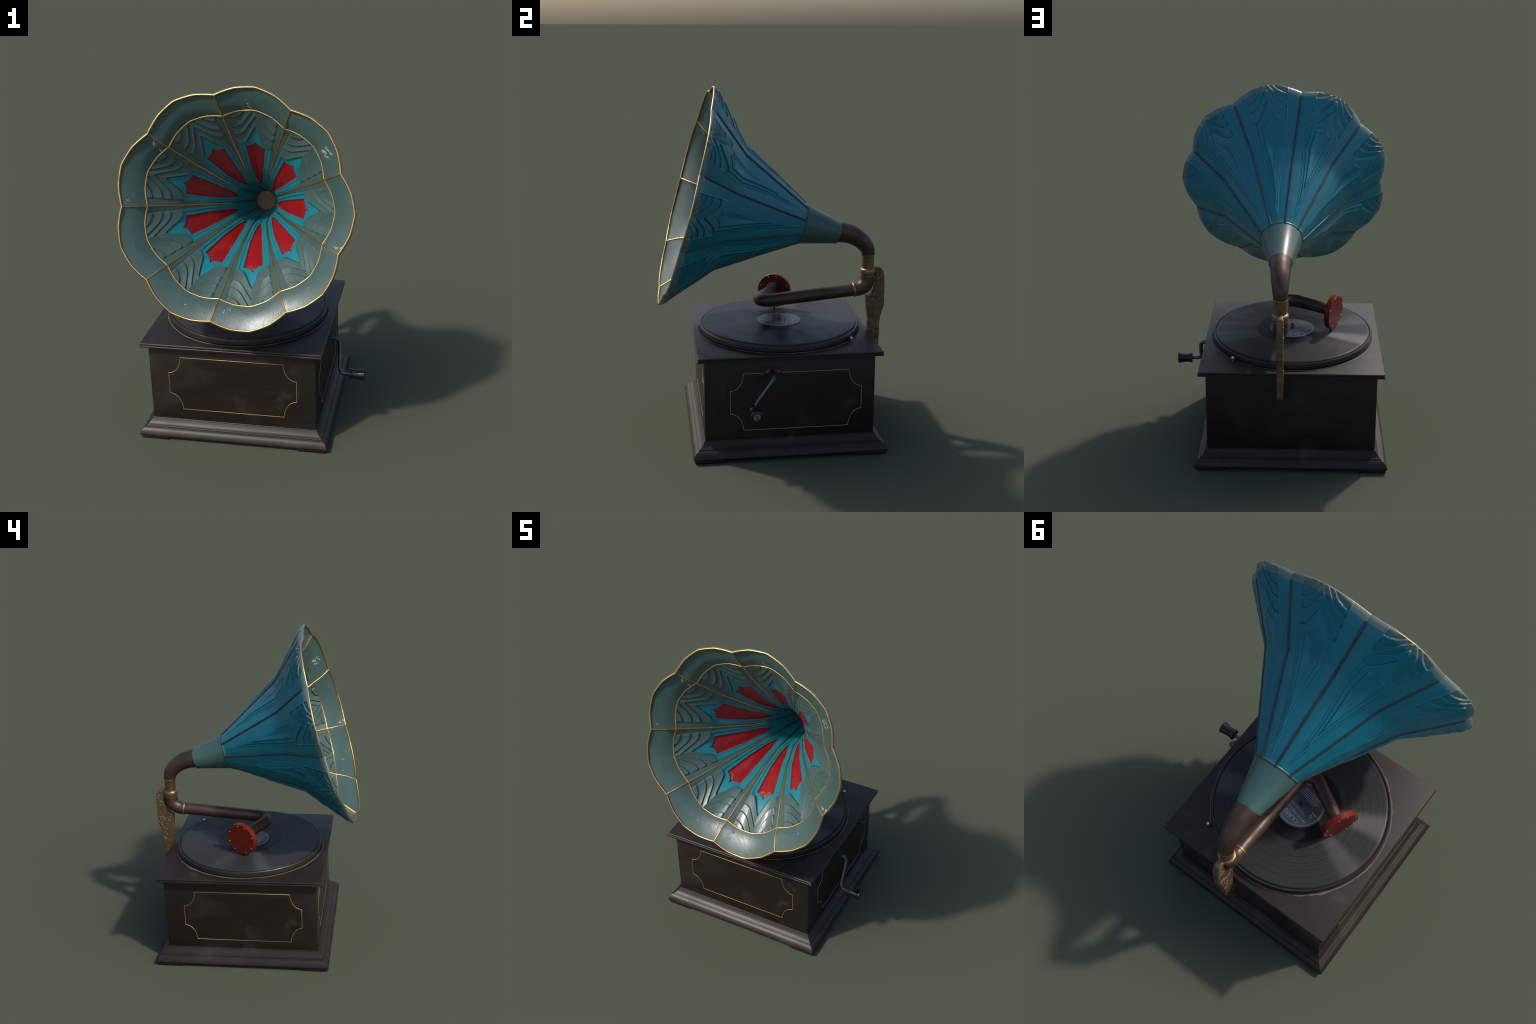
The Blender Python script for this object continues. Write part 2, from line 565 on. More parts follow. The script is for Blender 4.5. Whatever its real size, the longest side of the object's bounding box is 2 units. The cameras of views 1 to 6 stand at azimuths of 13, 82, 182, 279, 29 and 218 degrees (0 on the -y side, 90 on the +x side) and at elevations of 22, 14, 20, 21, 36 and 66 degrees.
def text_mesh(name, body, size, u, v, width=None, turn=0.0):
    """Lettering laid on the label; u along the reading direction, v up."""
    cu = bpy.data.curves.new(name, "FONT")
    cu.body = body
    cu.size = size
    cu.align_x = "CENTER"
    cu.align_y = "CENTER"
    cu.extrude = 0.0004
    cu.resolution_u = 3
    ob = bpy.data.objects.new(name, cu)
    scene_col.objects.link(ob)
    bpy.context.view_layer.update()
    me = bpy.data.meshes.new_from_object(ob.evaluated_get(bpy.context.evaluated_depsgraph_get()))
    wd = ob.dimensions.x
    bpy.data.objects.remove(ob)
    bpy.data.curves.remove(cu)
    me.materials.clear()
    me.materials.append(M_LABELINK)
    k = (width / wd) if width else 1.0
    mt = Matrix.Rotation(TXT_A, 4, "Z") @ Matrix.Translation((u, v, 0.6376)) @ Matrix.Rotation(turn, 4, "Z") @ Matrix.Diagonal((k, 1, 1, 1))
    o = link(name, me, platter, False, matrix=mt)
    return o


text_mesh("label_lettering", "CLASSIC", 0.030, 0.0, 0.080, 0.135)
text_mesh("label_lettering", "AIR ON THE G STRING", 0.0165, 0.0, 0.051, 0.185)
text_mesh("label_lettering", "STEREO", 0.009, -0.086, -0.014, 0.030)
text_mesh("label_lettering", "G", 0.022, -0.084, 0.004)


def bar_lines():
    """Small print too fine to read: broken strokes in rows."""
    V, F = [], []
    r = random.Random(3)

    def stroke(x0, x1, y, h):
        i = len(V)
        for z in (0.6370, 0.6375):
            V.extend([(x0, y, z), (x1, y, z), (x1, y + h, z), (x0, y + h, z)])
        F.extend([(i + 4, i + 5, i + 6, i + 7), (i, i + 1, i + 5, i + 4), (i + 1, i + 2, i + 6, i + 5), (i + 2, i + 3, i + 7, i + 6), (i + 3, i, i + 4, i + 7)])

    rows = [(-0.042, -0.055, 0.060, 0.0021), (-0.052, -0.058, 0.056, 0.0021), (-0.062, -0.066, 0.062, 0.0021), (-0.072, -0.050, 0.052, 0.0021), (-0.082, -0.056, 0.054, 0.0021),
            (0.028, -0.07, 0.07, 0.0013), (0.022, -0.05, 0.06, 0.0013), (0.097, -0.02, 0.02, 0.0013)]
    for y, a, b, h in rows:
        x = a
        while x < b:
            ln = r.uniform(0.003, 0.011)
            stroke(x, min(x + ln, b), y, h)
            x += ln + r.uniform(0.0012, 0.0026)
    o = make("label_small_print", V, F, M_LABELINK, platter, False, matrix=Matrix.Rotation(TXT_A, 4, "Z"))
    o["kind"] = "stuff"


bar_lines()


# dusty grime ring on the board round the platter
def grime():
    V, F = [], []
    n = 220
    for k in range(n):
        a = 2 * PI * k / n
        wv = 0.4 * math.sin(3 * a + 1) + 0.3 * math.sin(11 * a) + 0.3 * math.sin(23 * a + 2) + rng.uniform(-0.5, 0.5)
        ro = 0.4745 + 0.0042 * wv
        ri = 0.4655
        V += [(ri * math.cos(a), ri * math.sin(a), 0.5925), (ri * math.cos(a), ri * math.sin(a), 0.5940),
              ((ro - 0.002) * math.cos(a), (ro - 0.002) * math.sin(a), 0.5938), (ro * math.cos(a), ro * math.sin(a), 0.5925)]
    for k in range(n):
        b, c = 4 * k, 4 * ((k + 1) % n)
        for j in range(3):
            F.append((b + j, c + j, c + j + 1, b + j + 1))
    make("grime_ring", V, F, M_DUST, platter)


grime()
lathe("speed_knob", [(0.0045, 0.592), (0.0045, 0.606), (0.0085, 0.608), (0.0095, 0.613), (0.0085, 0.619), (0.005, 0.622)], M_SILVER, platter, 20, 50,
      matrix=Matrix.Translation((0.242 - TX, 0.407 - TY, 0)))
# brake arm between knob and platter
ba = make("brake_lever", [(-0.012, -0.007, 0.593), (0.012, -0.007, 0.593), (0.012, 0.007, 0.593), (-0.012, 0.007, 0.593),
                          (-0.012, -0.007, 0.612), (0.012, -0.007, 0.612), (0.012, 0.007, 0.612), (-0.012, 0.007, 0.612)],
          [(3, 2, 1, 0), (4, 5, 6, 7), (0, 1, 5, 4), (1, 2, 6, 5), (2, 3, 7, 6), (3, 0, 4, 7)], M_RIBBON, platter, False,
          matrix=Matrix.Translation((0.222 - TX, 0.394 - TY, 0)) @ Matrix.Rotation(math.radians(48), 4, "Z"))
bevel(ba, 0.003)

# ------------------------------------------------------------------ tone arm
AX = -0.0245
arm_path = []
for t in np.linspace(0, 1, 7):
    arm_path.append((AX, 0.474 + t * (-0.012 - 0.474), 0.819 + t * (0.772 - 0.819)))
# bend: fillet radius .058 turning from -y to the sound box direction
RHO = 0.058
turn = math.radians(118.5)
cxb, cyb = AX - RHO, -0.012
for k in range(1, 15):
    a = turn * k / 14
    arm_path.append((cxb + RHO * math.cos(a), cyb - RHO * math.sin(a), 0.772 - 0.007 * math.sin(PI * min(1, k / 14) / 2)))
bx, by, bz = arm_path[-1]
end = np.array((-0.297, 0.038, 0.757))
for t in np.linspace(0.15, 1, 6):
    arm_path.append(tuple(np.array((bx, by, bz)) * (1 - t) + end * t))
radii = [0.0375] * 7 + [0.0370] * 14 + [0.036, 0.0355, 0.035, 0.0345, 0.034, 0.0335]
tonearm = tube("tonearm", arm_path, radii, M_PIPE, root, 32)

elbow_path = catmull([(AX, 0.4745, 0.819), (AX, 0.500, 0.8225), (AX, 0.527, 0.833), (AX, 0.546, 0.852), (AX, 0.5545, 0.874), (AX, 0.556, 0.908)], 5)
tube("elbow", elbow_path, list(np.interp(np.linspace(0, 1, len(elbow_path)), [0, 0.15, 0.5, 0.8, 1], [0.0405, 0.041, 0.0435, 0.0425, 0.0400])), M_PIPE, tonearm, 32)
dirn = np.array((0, 0.474 + 0.012, 0.819 - 0.772))
dirn /= np.linalg.norm(dirn)
lathe("joint_ring", [(0.038, -0.006), (0.0425, -0.0055), (0.0440, -0.003), (0.0440, 0.002), (0.0430, 0.005), (0.038, 0.006)], M_BRASS, tonearm, 40, 50,
      matrix=z_to((AX, 0.474, 0.819), dirn))

# sound box
n_box = Vector((-0.902, 0.430, -0.037)).normalized()
face_c = Vector((-0.3347, 0.0560, 0.7480))
R_BOX, H_BOX = 0.1012, 0.033
box_m = z_to(face_c - n_box * H_BOX, n_box)
sound_box = lathe("sound_box", [(0.040, -0.001), (R_BOX - 0.003, 0.0), (R_BOX, 0.003), (R_BOX, H_BOX - 0.003), (R_BOX - 0.003, H_BOX), (0.09, H_BOX), (0.05, H_BOX), (0.01, H_BOX)],
                  M_SOUNDBOX, tonearm, 64, 30, matrix=box_m)
screw = None
for side in (0, 1):
    for k in range(8):
        a = 2 * PI * (k + 0.37) / 8 + (0.12 * math.sin(k * 2.3))
        z = H_BOX if side == 0 else 0.0
        s = 1 if side == 0 else -1
        mt = box_m @ Matrix.Translation((0.088 * math.cos(a), 0.088 * math.sin(a), z)) @ Matrix.Diagonal((1, 1, s, 1))
        if screw is None:
            so = lathe("screw", [(0.0034, -0.002), (0.0034, 0.0006), (0.0026, 0.0015), (0.0010, 0.0018)], M_SILVER, tonearm, 12, 60, matrix=mt)
            screw = so.data
        else:
            so = bpy.data.objects.new("screw", screw)
            scene_col.objects.link(so)
            so.parent = tonearm
            so.matrix_local = mt
lathe("sound_box_boss", [(0.047, -0.003), (0.050, -0.007), (0.047, -0.013), (0.036, -0.015)][::-1], M_BLACK, tonearm, 40, 40, matrix=box_m)
tube("needle", [(-0.300, 0.0440, 0.668), (-0.306, 0.0470, 0.6365)], [0.0070, 0.0050], M_BLACK, tonearm, 12)

# ------------------------------------------------------------------ horn neck, sleeve, swivel
neck_path = catmull([(-0.021, 0.360, 1.171), (-0.0215, 0.392, 1.1645), (-0.022, 0.440, 1.153), (-0.0225, 0.490, 1.128), (-0.023, 0.527, 1.095), (-0.0238, 0.549, 1.060), (AX, 0.556, 1.026)], 6)
neck = tube("horn_neck", neck_path, list(np.interp(np.linspace(0, 1, len(neck_path)), [0, 0.15, 0.35, 0.55, 0.72, 0.87, 1], [0.0612, 0.0600, 0.0548, 0.0498, 0.0450, 0.0405, 0.0380])), M_PIPE, root, 40)
SM = Matrix.Translation((AX, 0.556, 0))
lathe("brass_sleeve", [(0.0345, 0.930), (0.0350, 1.018), (0.0360, 1.020), (0.0382, 1.022), (0.0392, 1.0255), (0.0382, 1.029), (0.0370, 1.030)], M_BRASS, neck, 40, 40, matrix=SM)
lathe("swivel_collar", [(0.0405, 0.9005), (0.0418, 0.904), (0.0400, 0.908), (0.0425, 0.9125), (0.0450, 0.919), (0.0457, 0.928), (0.0450, 0.937), (0.0425, 0.944), (0.0385, 0.9475), (0.0350, 0.948)],
      M_BRASS, neck, 48, 60, matrix=SM)

# ------------------------------------------------------------------ carved back bracket
def bracket():
    outline = [(0.6000, 0.9550), (0.6200, 0.9530), (0.6340, 0.9440), (0.6500, 0.9220), (0.6545, 0.860), (0.6555, 0.780), (0.6545, 0.722),
               (0.6440, 0.690), (0.6350, 0.656), (0.6305, 0.610), (0.6305, 0.545), (0.6275, 0.490), (0.6200, 0.4660), (0.600, 0.4520), (0.560, 0.4380), (0.5115, 0.4260), (0.5115, 0.4860),
               (0.540, 0.4960), (0.556, 0.5150), (0.560, 0.545), (0.560, 0.600), (0.5575, 0.650), (0.550, 0.715), (0.5455, 0.765), (0.5450, 0.784), (0.5640, 0.7855), (0.578, 0.803), (0.590, 0.826), (0.5985, 0.850),
               (0.6030, 0.880), (0.6010, 0.915), (0.5955, 0.930)]
    w = 0.0165
    me = bpy.data.meshes.new("bracket")
    bm = bmesh.new()
    vs = [bm.verts.new((w, y, z)) for y, z in outline]
    f = bm.faces.new(vs)
    ret = bmesh.ops.extrude_face_region(bm, geom=[f])
    for v in ret["geom"]:
        if isinstance(v, bmesh.types.BMVert):
            v.co.x = -w
    bmesh.ops.recalc_face_normals(bm, faces=bm.faces)
    es = [e for e in bm.edges if len(e.link_faces) == 2 and abs(e.verts[0].co.x - e.verts[1].co.x) < 1e-6]
    bmesh.ops.bevel(bm, geom=es, offset=0.0045, segments=3, profile=0.6, affect="EDGES")
    bmesh.ops.triangulate(bm, faces=[f for f in bm.faces if len(f.verts) > 4])
    for _ in range(3):
        long = [e for e in bm.edges if e.calc_length() > 0.010]
        bmesh.ops.subdivide_edges(bm, edges=long, cuts=1)
        bmesh.ops.triangulate(bm, faces=[f for f in bm.faces if len(f.verts) > 4])
    bm.normal_update()
    from mathutils import noise
    for v in bm.verts:
        p = v.co
        h = 0.0022 * noise.noise(Vector((p.x * 30, p.y * 45, p.z * 45))) + 0.0016 * noise.noise(Vector((p.x * 60, p.y * 90 + 7, p.z * 90)))
        v.co = p + v.normal * h
    bm.to_mesh(me)
    bm.free()
    me.materials.append(M_CARVED)
    br = link("back_bracket", me, root, True, 55, Matrix.Translation((AX, 0, 0)))

    # raised strapwork on both cheeks: lozenges, loops and scrolls
    def loop(cy, cz, ry, rz, n=18, a0=0, a1=360):
        return [(cy + ry * math.cos(math.radians(a)), cz + rz * math.sin(math.radians(a))) for a in np.linspace(a0, a1, n)]

    def loz(cy, cz, ry, rz):
        return [(cy, cz + rz), (cy + ry, cz), (cy, cz - rz), (cy - ry, cz), (cy, cz + rz)]

    motifs = [loz(0.608, 0.800, 0.030, 0.044), loz(0.597, 0.554, 0.024, 0.040),
              loop(0.627, 0.925, 0.013, 0.016, a0=40, a1=330), loop(0.622, 0.885, 0.016, 0.013, a0=-30, a1=250), loop(0.641, 0.880, 0.010, 0.014, a0=60, a1=300),
              catmull([(0.612, 0.905), (0.630, 0.893), (0.644, 0.868), (0.650, 0.858)], 5), catmull([(0.613, 0.862), (0.628, 0.871), (0.642, 0.893), (0.648, 0.905)], 5),
              catmull([(0.606, 0.848), (0.622, 0.843), (0.636, 0.850), (0.650, 0.846)], 5),
              loop(0.585, 0.722, 0.017, 0.018, a0=-60, a1=260), loop(0.617, 0.722, 0.017, 0.018, a0=-80, a1=240), loop(0.640, 0.735, 0.009, 0.013, a0=90, a1=330),
              catmull([(0.566, 0.760), (0.582, 0.752), (0.603, 0.745), (0.625, 0.760), (0.645, 0.765)], 5), catmull([(0.562, 0.730), (0.566, 0.700), (0.582, 0.682), (0.597, 0.660)], 5),
              catmull([(0.640, 0.712), (0.626, 0.690), (0.612, 0.668)], 5), loop(0.604, 0.660, 0.014, 0.014), loop(0.603, 0.630, 0.007, 0.009),
              loop(0.566, 0.768, 0.008, 0.009), catmull([(0.566, 0.622), (0.582, 0.619), (0.596, 0.604)], 5), catmull([(0.628, 0.615), (0.616, 0.612), (0.604, 0.600)], 5)]
    V, F = [], []
    for side in (1, -1):
        for path in motifs:
            base = len(V)
            P = [np.array(p, float) for p in path]
            for i, p in enumerate(P):
                d = P[min(i + 1, len(P) - 1)] - P[max(i - 1, 0)]
                L = np.linalg.norm(d)
                d = d / L if L > 1e-9 else np.array((1.0, 0))
                s = np.array((-d[1], d[0]))
                for j in range(5):
                    a = PI * j / 4
                    q = p + s * 0.0028 * math.cos(a)
                    V.append((side * (w - 0.0008 + 0.0036 * math.sin(a)), q[0], q[1]))
            for i in range(len(P) - 1):
                for j in range(4):
                    F.append((base + i * 5 + j, base + i * 5 + j + 1, base + i * 5 + 6 + j, base + i * 5 + 5 + j))
    o = make("carved_strapwork", V, F, M_CARVED, br, True, 60)
    o["kind"] = "stuff"


bracket()

# ------------------------------------------------------------------ winding crank
crank_pts = catmull([(0.380, -0.057, 0.493), (0.430, -0.057, 0.4935), (0.458, -0.058, 0.491), (0.471, -0.064, 0.477), (0.475, -0.079, 0.456),
                     (0.480, -0.120, 0.400), (0.482, -0.148, 0.362), (0.490, -0.163, 0.342), (0.508, -0.170, 0.334), (0.545, -0.171, 0.333)], 6)
crank = tube("crank", crank_pts, list(np.interp(np.linspace(0, 1, len(crank_pts)), [0, 0.2, 0.35, 0.6, 0.9, 1], [0.0122, 0.0122, 0.0120, 0.0115, 0.0105, 0.0098])), M_STEEL, root, 16)
HM = z_to((0.540, -0.1705, 0.333), (1, 0, 0)) @ Matrix.Diagonal((1.2, 1.2, 1, 1))
lathe("crank_handle", [(0.0265, 0.0), (0.0272, 0.003), (0.0255, 0.010)] + [(0.0225 + 0.0065 * ((t - 0.30) / 0.70) ** 2 if t > 0.30 else 0.0225 + 0.0030 * ((0.30 - t) / 0.30) ** 2, 0.008 + 0.074 * t) for t in np.linspace(0.05, 1, 12)]
      + [(0.0282, 0.0855), (0.0255, 0.0880), (0.0195, 0.0885), (0.0185, 0.0860), (0.01, 0.0860)], M_EBONY, crank, 40, 50, matrix=HM)
lathe("handle_screw", [(0.0165, 0.0850), (0.0165, 0.0872), (0.0140, 0.0884), (0.004, 0.0890)], M_BRASS, crank, 28, 50, matrix=HM)
bar = make("screw_slot", [(-0.0022, -0.0145, 0.0884), (0.0022, -0.0145, 0.0884), (0.0022, 0.0145, 0.0884), (-0.0022, 0.0145, 0.0884),
                          (-0.0022, -0.0145, 0.0893), (0.0022, -0.0145, 0.0893), (0.0022, 0.0145, 0.0893), (-0.0022, 0.0145, 0.0893)],
           [(3, 2, 1, 0), (4, 5, 6, 7), (0, 1, 5, 4), (1, 2, 6, 5), (2, 3, 7, 6), (3, 0, 4, 7)], M_BLACK, crank, False, matrix=HM @ Matrix.Rotation(0.35, 4, "Z"))
# eye-shaped escutcheon
EV, EF = [], []
en = 40
for lv, (k, z) in enumerate(((1.0, -0.002), (1.0, 0.0022), (0.90, 0.0050), (0.45, 0.0062))):
    for i in range(en):
        a = 2 * PI * i / en
        EV.append((0.047 * k * math.copysign(abs(math.cos(a)) ** 1.15, math.cos(a)), 0.0185 * k * math.sin(a), z))
for lv in range(3):
    for i in range(en):
        i2 = (i + 1) % en
        EF.append((lv * en + i, lv * en + i2, (lv + 1) * en + i2, (lv + 1) * en + i))
EF.append(tuple(3 * en + i for i in range(en)))
EM = frame_matrix((BX1, -0.055, 0.4905), (0, 1, 0), (0, 0, 1), (1, 0, 0))
make("escutcheon", EV, EF, M_PIPE, crank, True, 50, matrix=EM)
for sx in (-1, 1):
    lathe("escutcheon_screw", [(0.0055, 0.003), (0.0055, 0.0068), (0.003, 0.0074)], M_BRASS, crank, 14, 50, matrix=EM @ Matrix.Translation((0.031 * sx, 0, 0)))
lathe("escutcheon_collar", [(0.0165, 0.002), (0.0165, 0.0075), (0.0135, 0.0095), (0.010, 0.0095)], M_BLACK, crank, 24, 50, matrix=EM @ Matrix.Translation((-0.002, 0.001, 0)))

# ------------------------------------------------------------------ the horn
LOBES = 9
HC = np.array((-0.0205, -0.497, 1.401))
tilt = math.radians(15.3)
h_r, h_u, h_a = (1, 0, 0), (0, math.sin(tilt), math.cos(tilt)), (0, -math.cos(tilt), math.sin(tilt))
# the collar cone carries the nine-lobed horn
horn = lathe("horn", [(0.0590, -0.905), (0.0652, -0.9035), (0.0660, -0.900), (0.0655, -0.896), (0.1155, -0.690), (0.1160, -0.688), (0.1150, -0.6865), (0.1160, -0.685), (0.1205, -0.683),
                      (0.1215, -0.679), (0.1200, -0.6755), (0.112, -0.675)], M_COLLAR, root, 64, 40, close_top=False, close_bottom=False, matrix=frame_matrix(HC, h_r, h_u, h_a))
HALF = math.radians(20.0)

# skeleton profiles: axial position s (0 at the mouth), radius at the rib (valley) and mid lobe
IN_S = np.array([-0.93, -0.90, -0.75, -0.60, -0.45, -0.25, -0.111, -0.055, 0.0])
IN_V = np.array([0.0520, 0.0525, 0.092, 0.1255, 0.209, 0.357, 0.479, 0.522, 0.585])
IN_M = np.array([0.0520, 0.0525, 0.089, 0.1185, 0.196, 0.351, 0.511, 0.559, 0.626])
OUT_S = np.array([-0.69, -0.68, -0.25, -0.035, -0.006, 0.0])
OUT_V = np.array([0.113, 0.1165, 0.368, 0.573, 0.5895, 0.5860])
OUT_M = np.array([0.114, 0.117, 0.366, 0.611, 0.6300, 0.6265])


def lobe_mix(t, soft=0.03):
    """share of lobe swelling at |t| (0 mid, 1 rib): four-sided petal with softened creases."""
    f = lambda x: np.interp(np.abs(x), [0, 0.5, 1.0], [1.0, 0.665, 0.0])
    ks = np.linspace(-soft, soft, 13)
    a = np.mean([f(np.where(np.abs(t + k) > 1, 2 * np.sign(t) - (t + k), t + k)) for k in ks], axis=0)
    near = np.clip((1 - np.abs(t)) / soft, 0, 1)
    return near * a + (1 - near) * f(t)


def skeleton(s, t, inner=True, soft=0.0):
    """radius of the bare horn wall; soft > 0 rounds the creases (used for the shading normals)."""
    S, V, M_ = (IN_S, IN_V, IN_M) if inner else (OUT_S, OUT_V, OUT_M)
    if soft:
        ks = np.linspace(-soft, soft, 9)
        ext = lambda X: (np.concatenate([[2 * S[0] - S[1]], S, [S[-1] + 0.1]]), np.concatenate([[2 * X[0] - X[1]], X, [X[-1] + 0.1 * (X[-1] - X[-2]) / (S[-1] - S[-2])]]))
        v = np.mean([np.interp(s + k, *ext(V)) for k in ks], axis=0)
        m = np.mean([np.interp(s + k, *ext(M_)) for k in ks], axis=0)
        return v + (m - v) * lobe_mix(t, 0.24)
    v = np.interp(s, S, V)
    m = np.interp(s, S, M_)
    return v + (m - v) * lobe_mix(t)


def sstep(x, a, b):
    y = np.clip((x - a) / (b - a), 0, 1)
    return y * y * (3 - 2 * y)


# ornament layout (half-lobe, |t|); ogee() is the offset of a scallop line toward the rim
OG_T = np.array([0.0, 0.06, 0.14, 0.24, 0.35, 0.45, 0.60, 0.75, 1.0])
OG_D = np.array([0.084, 0.0715, 0.0560, 0.0375, 0.0200, 0.0090, 0.0015, 0.0, 0.0])


class Layout:
    def __init__(self, k_t, red_side, red_tip, line_side, strip, waves, wave_k, star0):
        self.k = k_t              # lateral compression of the pattern
        self.red_side = red_side  # [(s, half width)] up to the shoulder
        self.red_tip = red_tip    # [(s, half width)] shoulder to point
        self.line_side = line_side
        self.strip = strip
        self.waves = waves
        self.wave_k = wave_k
        self.star0 = star0

    def og(self, t, kk=1.0):
        return np.interp(np.abs(t) / self.k, OG_T, OG_D) * kk

    def w_red(self, s):
        p = np.array(self.red_side + self.red_tip)
        return np.interp(s, p[:, 0], p[:, 1], left=0, right=0)

    def w_line(self, s):
        p = np.array(self.line_side)
        w = np.interp(s, p[:, 0], p[:, 1], left=0)
        return np.minimum(w, self.w_star(s))

    def w_strip(self, s):
        p = np.array(self.strip)
        return np.interp(s, p[:, 0], p[:, 1], left=p[0, 1])

    def w_star(self, s):
        """half width of the star behind the first scallop line."""
        tt = np.linspace(1.0, 0.0, 201) * self.k
        ss = self.star0 + self.og(tt, self.wave_k[0]) + (1 - tt / self.k) * 1e-6
        w = np.interp(s, ss, tt, left=9.0, right=0.0)
        return np.where(s <= self.star0 + 1e-6, 9.0, w)


INNER = Layout(1.0,
               [(-0.645, 0.0), (-0.560, 0.38), (-0.44, 0.475), (-0.2925, 0.475)],
               [(-0.2915, 0.47), (-0.2895, 0.35), (-0.2860, 0.22), (-0.2800, 0.12), (-0.2690, 0.05), (-0.2550, 0.0)],
               [(-0.720, 0.0), (-0.58, 0.58), (-0.435, 0.71), (-0.260, 0.69)],
               [(-0.93, 0.93), (-0.60, 0.92), (-0.40, 0.875), (-0.28, 0.825), (-0.111, 0.775)],
               [-0.2745, -0.218, -0.181, -0.138, -0.094], [1.05, 0.94, 0.98, 1.03, 1.0], -0.2745)
OUTER = Layout(0.76,
               [(-0.490, 0.0), (-0.25, 0.325), (-0.170, 0.31)],
               [(-0.1690, 0.305), (-0.1680, 0.23), (-0.1655, 0.15), (-0.160, 0.085), (-0.154, 0.04), (-0.146, 0.0)],
               [(-0.580, 0.0), (-0.25, 0.50), (-0.150, 0.475)],
               [(-0.66, 0.0), (-0.655, 0.01), (-0.25, 0.60), (-0.03, 0.60), (0.0, 0.60)],
               [-0.1530, -0.1035, -0.068, -0.040, -0.008], [0.90, 0.84, 0.92, 1.0, 1.0], -0.1530)


def relief(L, s, t, r, amp=1.0):
    """raised height (toward the horn axis) of the pressed ornament."""
    a = np.abs(t)
    half = r * HALF
    ws = L.w_strip(s)
    h = np.zeros_like(s)
    inside = a < ws
    # scallops
    C = [L.waves[i] + L.og(t, L.wave_k[i]) for i in range(len(L.waves))]
    for i in range(len(C) - 1):
        u = (s - C[i]) / np.maximum(C[i + 1] - C[i], 1e-4)
        dt = 0.01
        lean = (L.og(a + dt, L.wave_k[i]) - L.og(np.maximum(a - dt, 0), L.wave_k[i])) / (2 * dt) / half
        d = (s - C[i]) / np.sqrt(1 + lean ** 2)
        hh = sstep(d, -0.0005, 0.0066) * (0.8 * (1 - np.clip(u, 0, 1)) ** 1.5 + 0.2 * (1 - np.clip(u, 0, 1) ** 2))
        m = (u >= -0.02) & (u < 1.0)
        scale = 0.62 if i == 0 else 1.0
        h = np.where(m, 0.0140 * scale * hh, h)
    # star field sinks in steps: border, line, red centre
    star = np.minimum(L.w_star(s), ws)
    dstar = (star - a) * half
    in_star = (s < L.star0 + 0.0835 * L.wave_k[0] + 0.002) & (a < star)
    h = np.where(in_star, -0.0012, h)
    dl = (L.w_line(s) - a) * half
    h = h - np.where(in_star, 0.0060 * sstep(dl, 0.0, 0.0028), 0)
    wr = L.w_red(s)
    dr = (wr - a) * half
    # distance to the pointed end so the recess walls follow the outline
    tip = np.array(L.red_tip)
    st = np.interp(a, tip[::-1, 1], tip[::-1, 0])
    dr = np.minimum(dr, np.where(s > tip[0, 0] - 0.03, (st - s) * 1.2, 1.0))
    h = h - np.where(wr > 0, 0.0105 * sstep(dr, 0.0, 0.0038) - 0.0048 * sstep(dr, 0.006, 0.040), 0)
    # step and groove along the flat strip beside each rib
    ds = (ws - a) * half
    fade = sstep(ds, 0.0, 0.010)
    h = h * fade - 0.0024 * np.exp(-((ds) / 0.0022) ** 2) - 0.0010 * sstep(ds, 0.0, 0.004)
    return amp * h


def horn_point(s, t, r):
    ph = t * HALF
    return np.stack([r * np.sin(ph), r * np.cos(ph), s], -1)


def columns(bounds, counts):
    """bounds: arrays of |t| breakpoints per row, from 0 to 1 -> symmetric columns."""
    half = []
    for j, n in enumerate(counts):
        a, b = bounds[j], bounds[j + 1]
        for k in range(n):
            half.append(a + (b - a) * k / n)
    half.append(bounds[-1])
    half = np.stack(half, 1)
    return np.concatenate([-half[:, :0:-1], half], 1)


def sub_grid(name, P, c0, c1, r0, r1, mat, keep=None):
    """mesh from the rows r0..r1 and columns c0..c1 of a point grid, dropping slivers."""
    G = P[r0 : r1 + 1, c0 : c1 + 1]
    nr, nc = G.shape[:2]
    V = G.reshape(-1, 3)
    F = []
    for i in range(nr - 1):
        for j in range(nc - 1):
            if keep is not None and not keep[i, j]:
                continue
            F.append((i * nc + j, i * nc + j + 1, (i + 1) * nc + j + 1, (i + 1) * nc + j))
    return V, F


def grid_mesh(name, P, zone_mask, mat, soft=None, outward=False):
    """one mesh from the faces of the grid in zone_mask; shading normals come from the softened grid."""
    nr, nc = P.shape[:2]
    idx = -np.ones((nr, nc), int)
    F = []
    V = []
    for i in range(nr - 1):
        for j in range(nc - 1):
            if not zone_mask[i, j]:
                continue
            q = []
            for a, b in ((i, j), (i, j + 1), (i + 1, j + 1), (i + 1, j)):
                if idx[a, b] < 0:
                    idx[a, b] = len(V)
                    V.append(P[a, b])
                q.append(idx[a, b])
            F.append(q)
    va = np.array(V)
    fa = np.array(F)
    fn = np.cross(va[fa[:, 2]] - va[fa[:, 0]], va[fa[:, 3]] - va[fa[:, 1]])
    if (np.sum(fn[:, :2] * va[fa[:, 0]][:, :2]) > 0) != outward:
        fa = fa[:, ::-1]
    me = bpy.data.meshes.new(name)
    me.from_pydata([tuple(v) for v in V], [], [tuple(map(int, f)) for f in fa])
    me.materials.append(mat)
    me.polygons.foreach_set("use_smooth", [True] * len(me.polygons))
    N = grid_normals(P if soft is None else soft)
    radial = P[..., 0] * N[..., 0] + P[..., 1] * N[..., 1]
    if (np.sum(radial) > 0) != outward:
        N = -N
    order = np.zeros((len(V), 3))
    m = idx >= 0
    order[idx[m]] = N[m]
    me.normals_split_custom_set_from_vertices([tuple(n) for n in order])
    me.update()
    return me


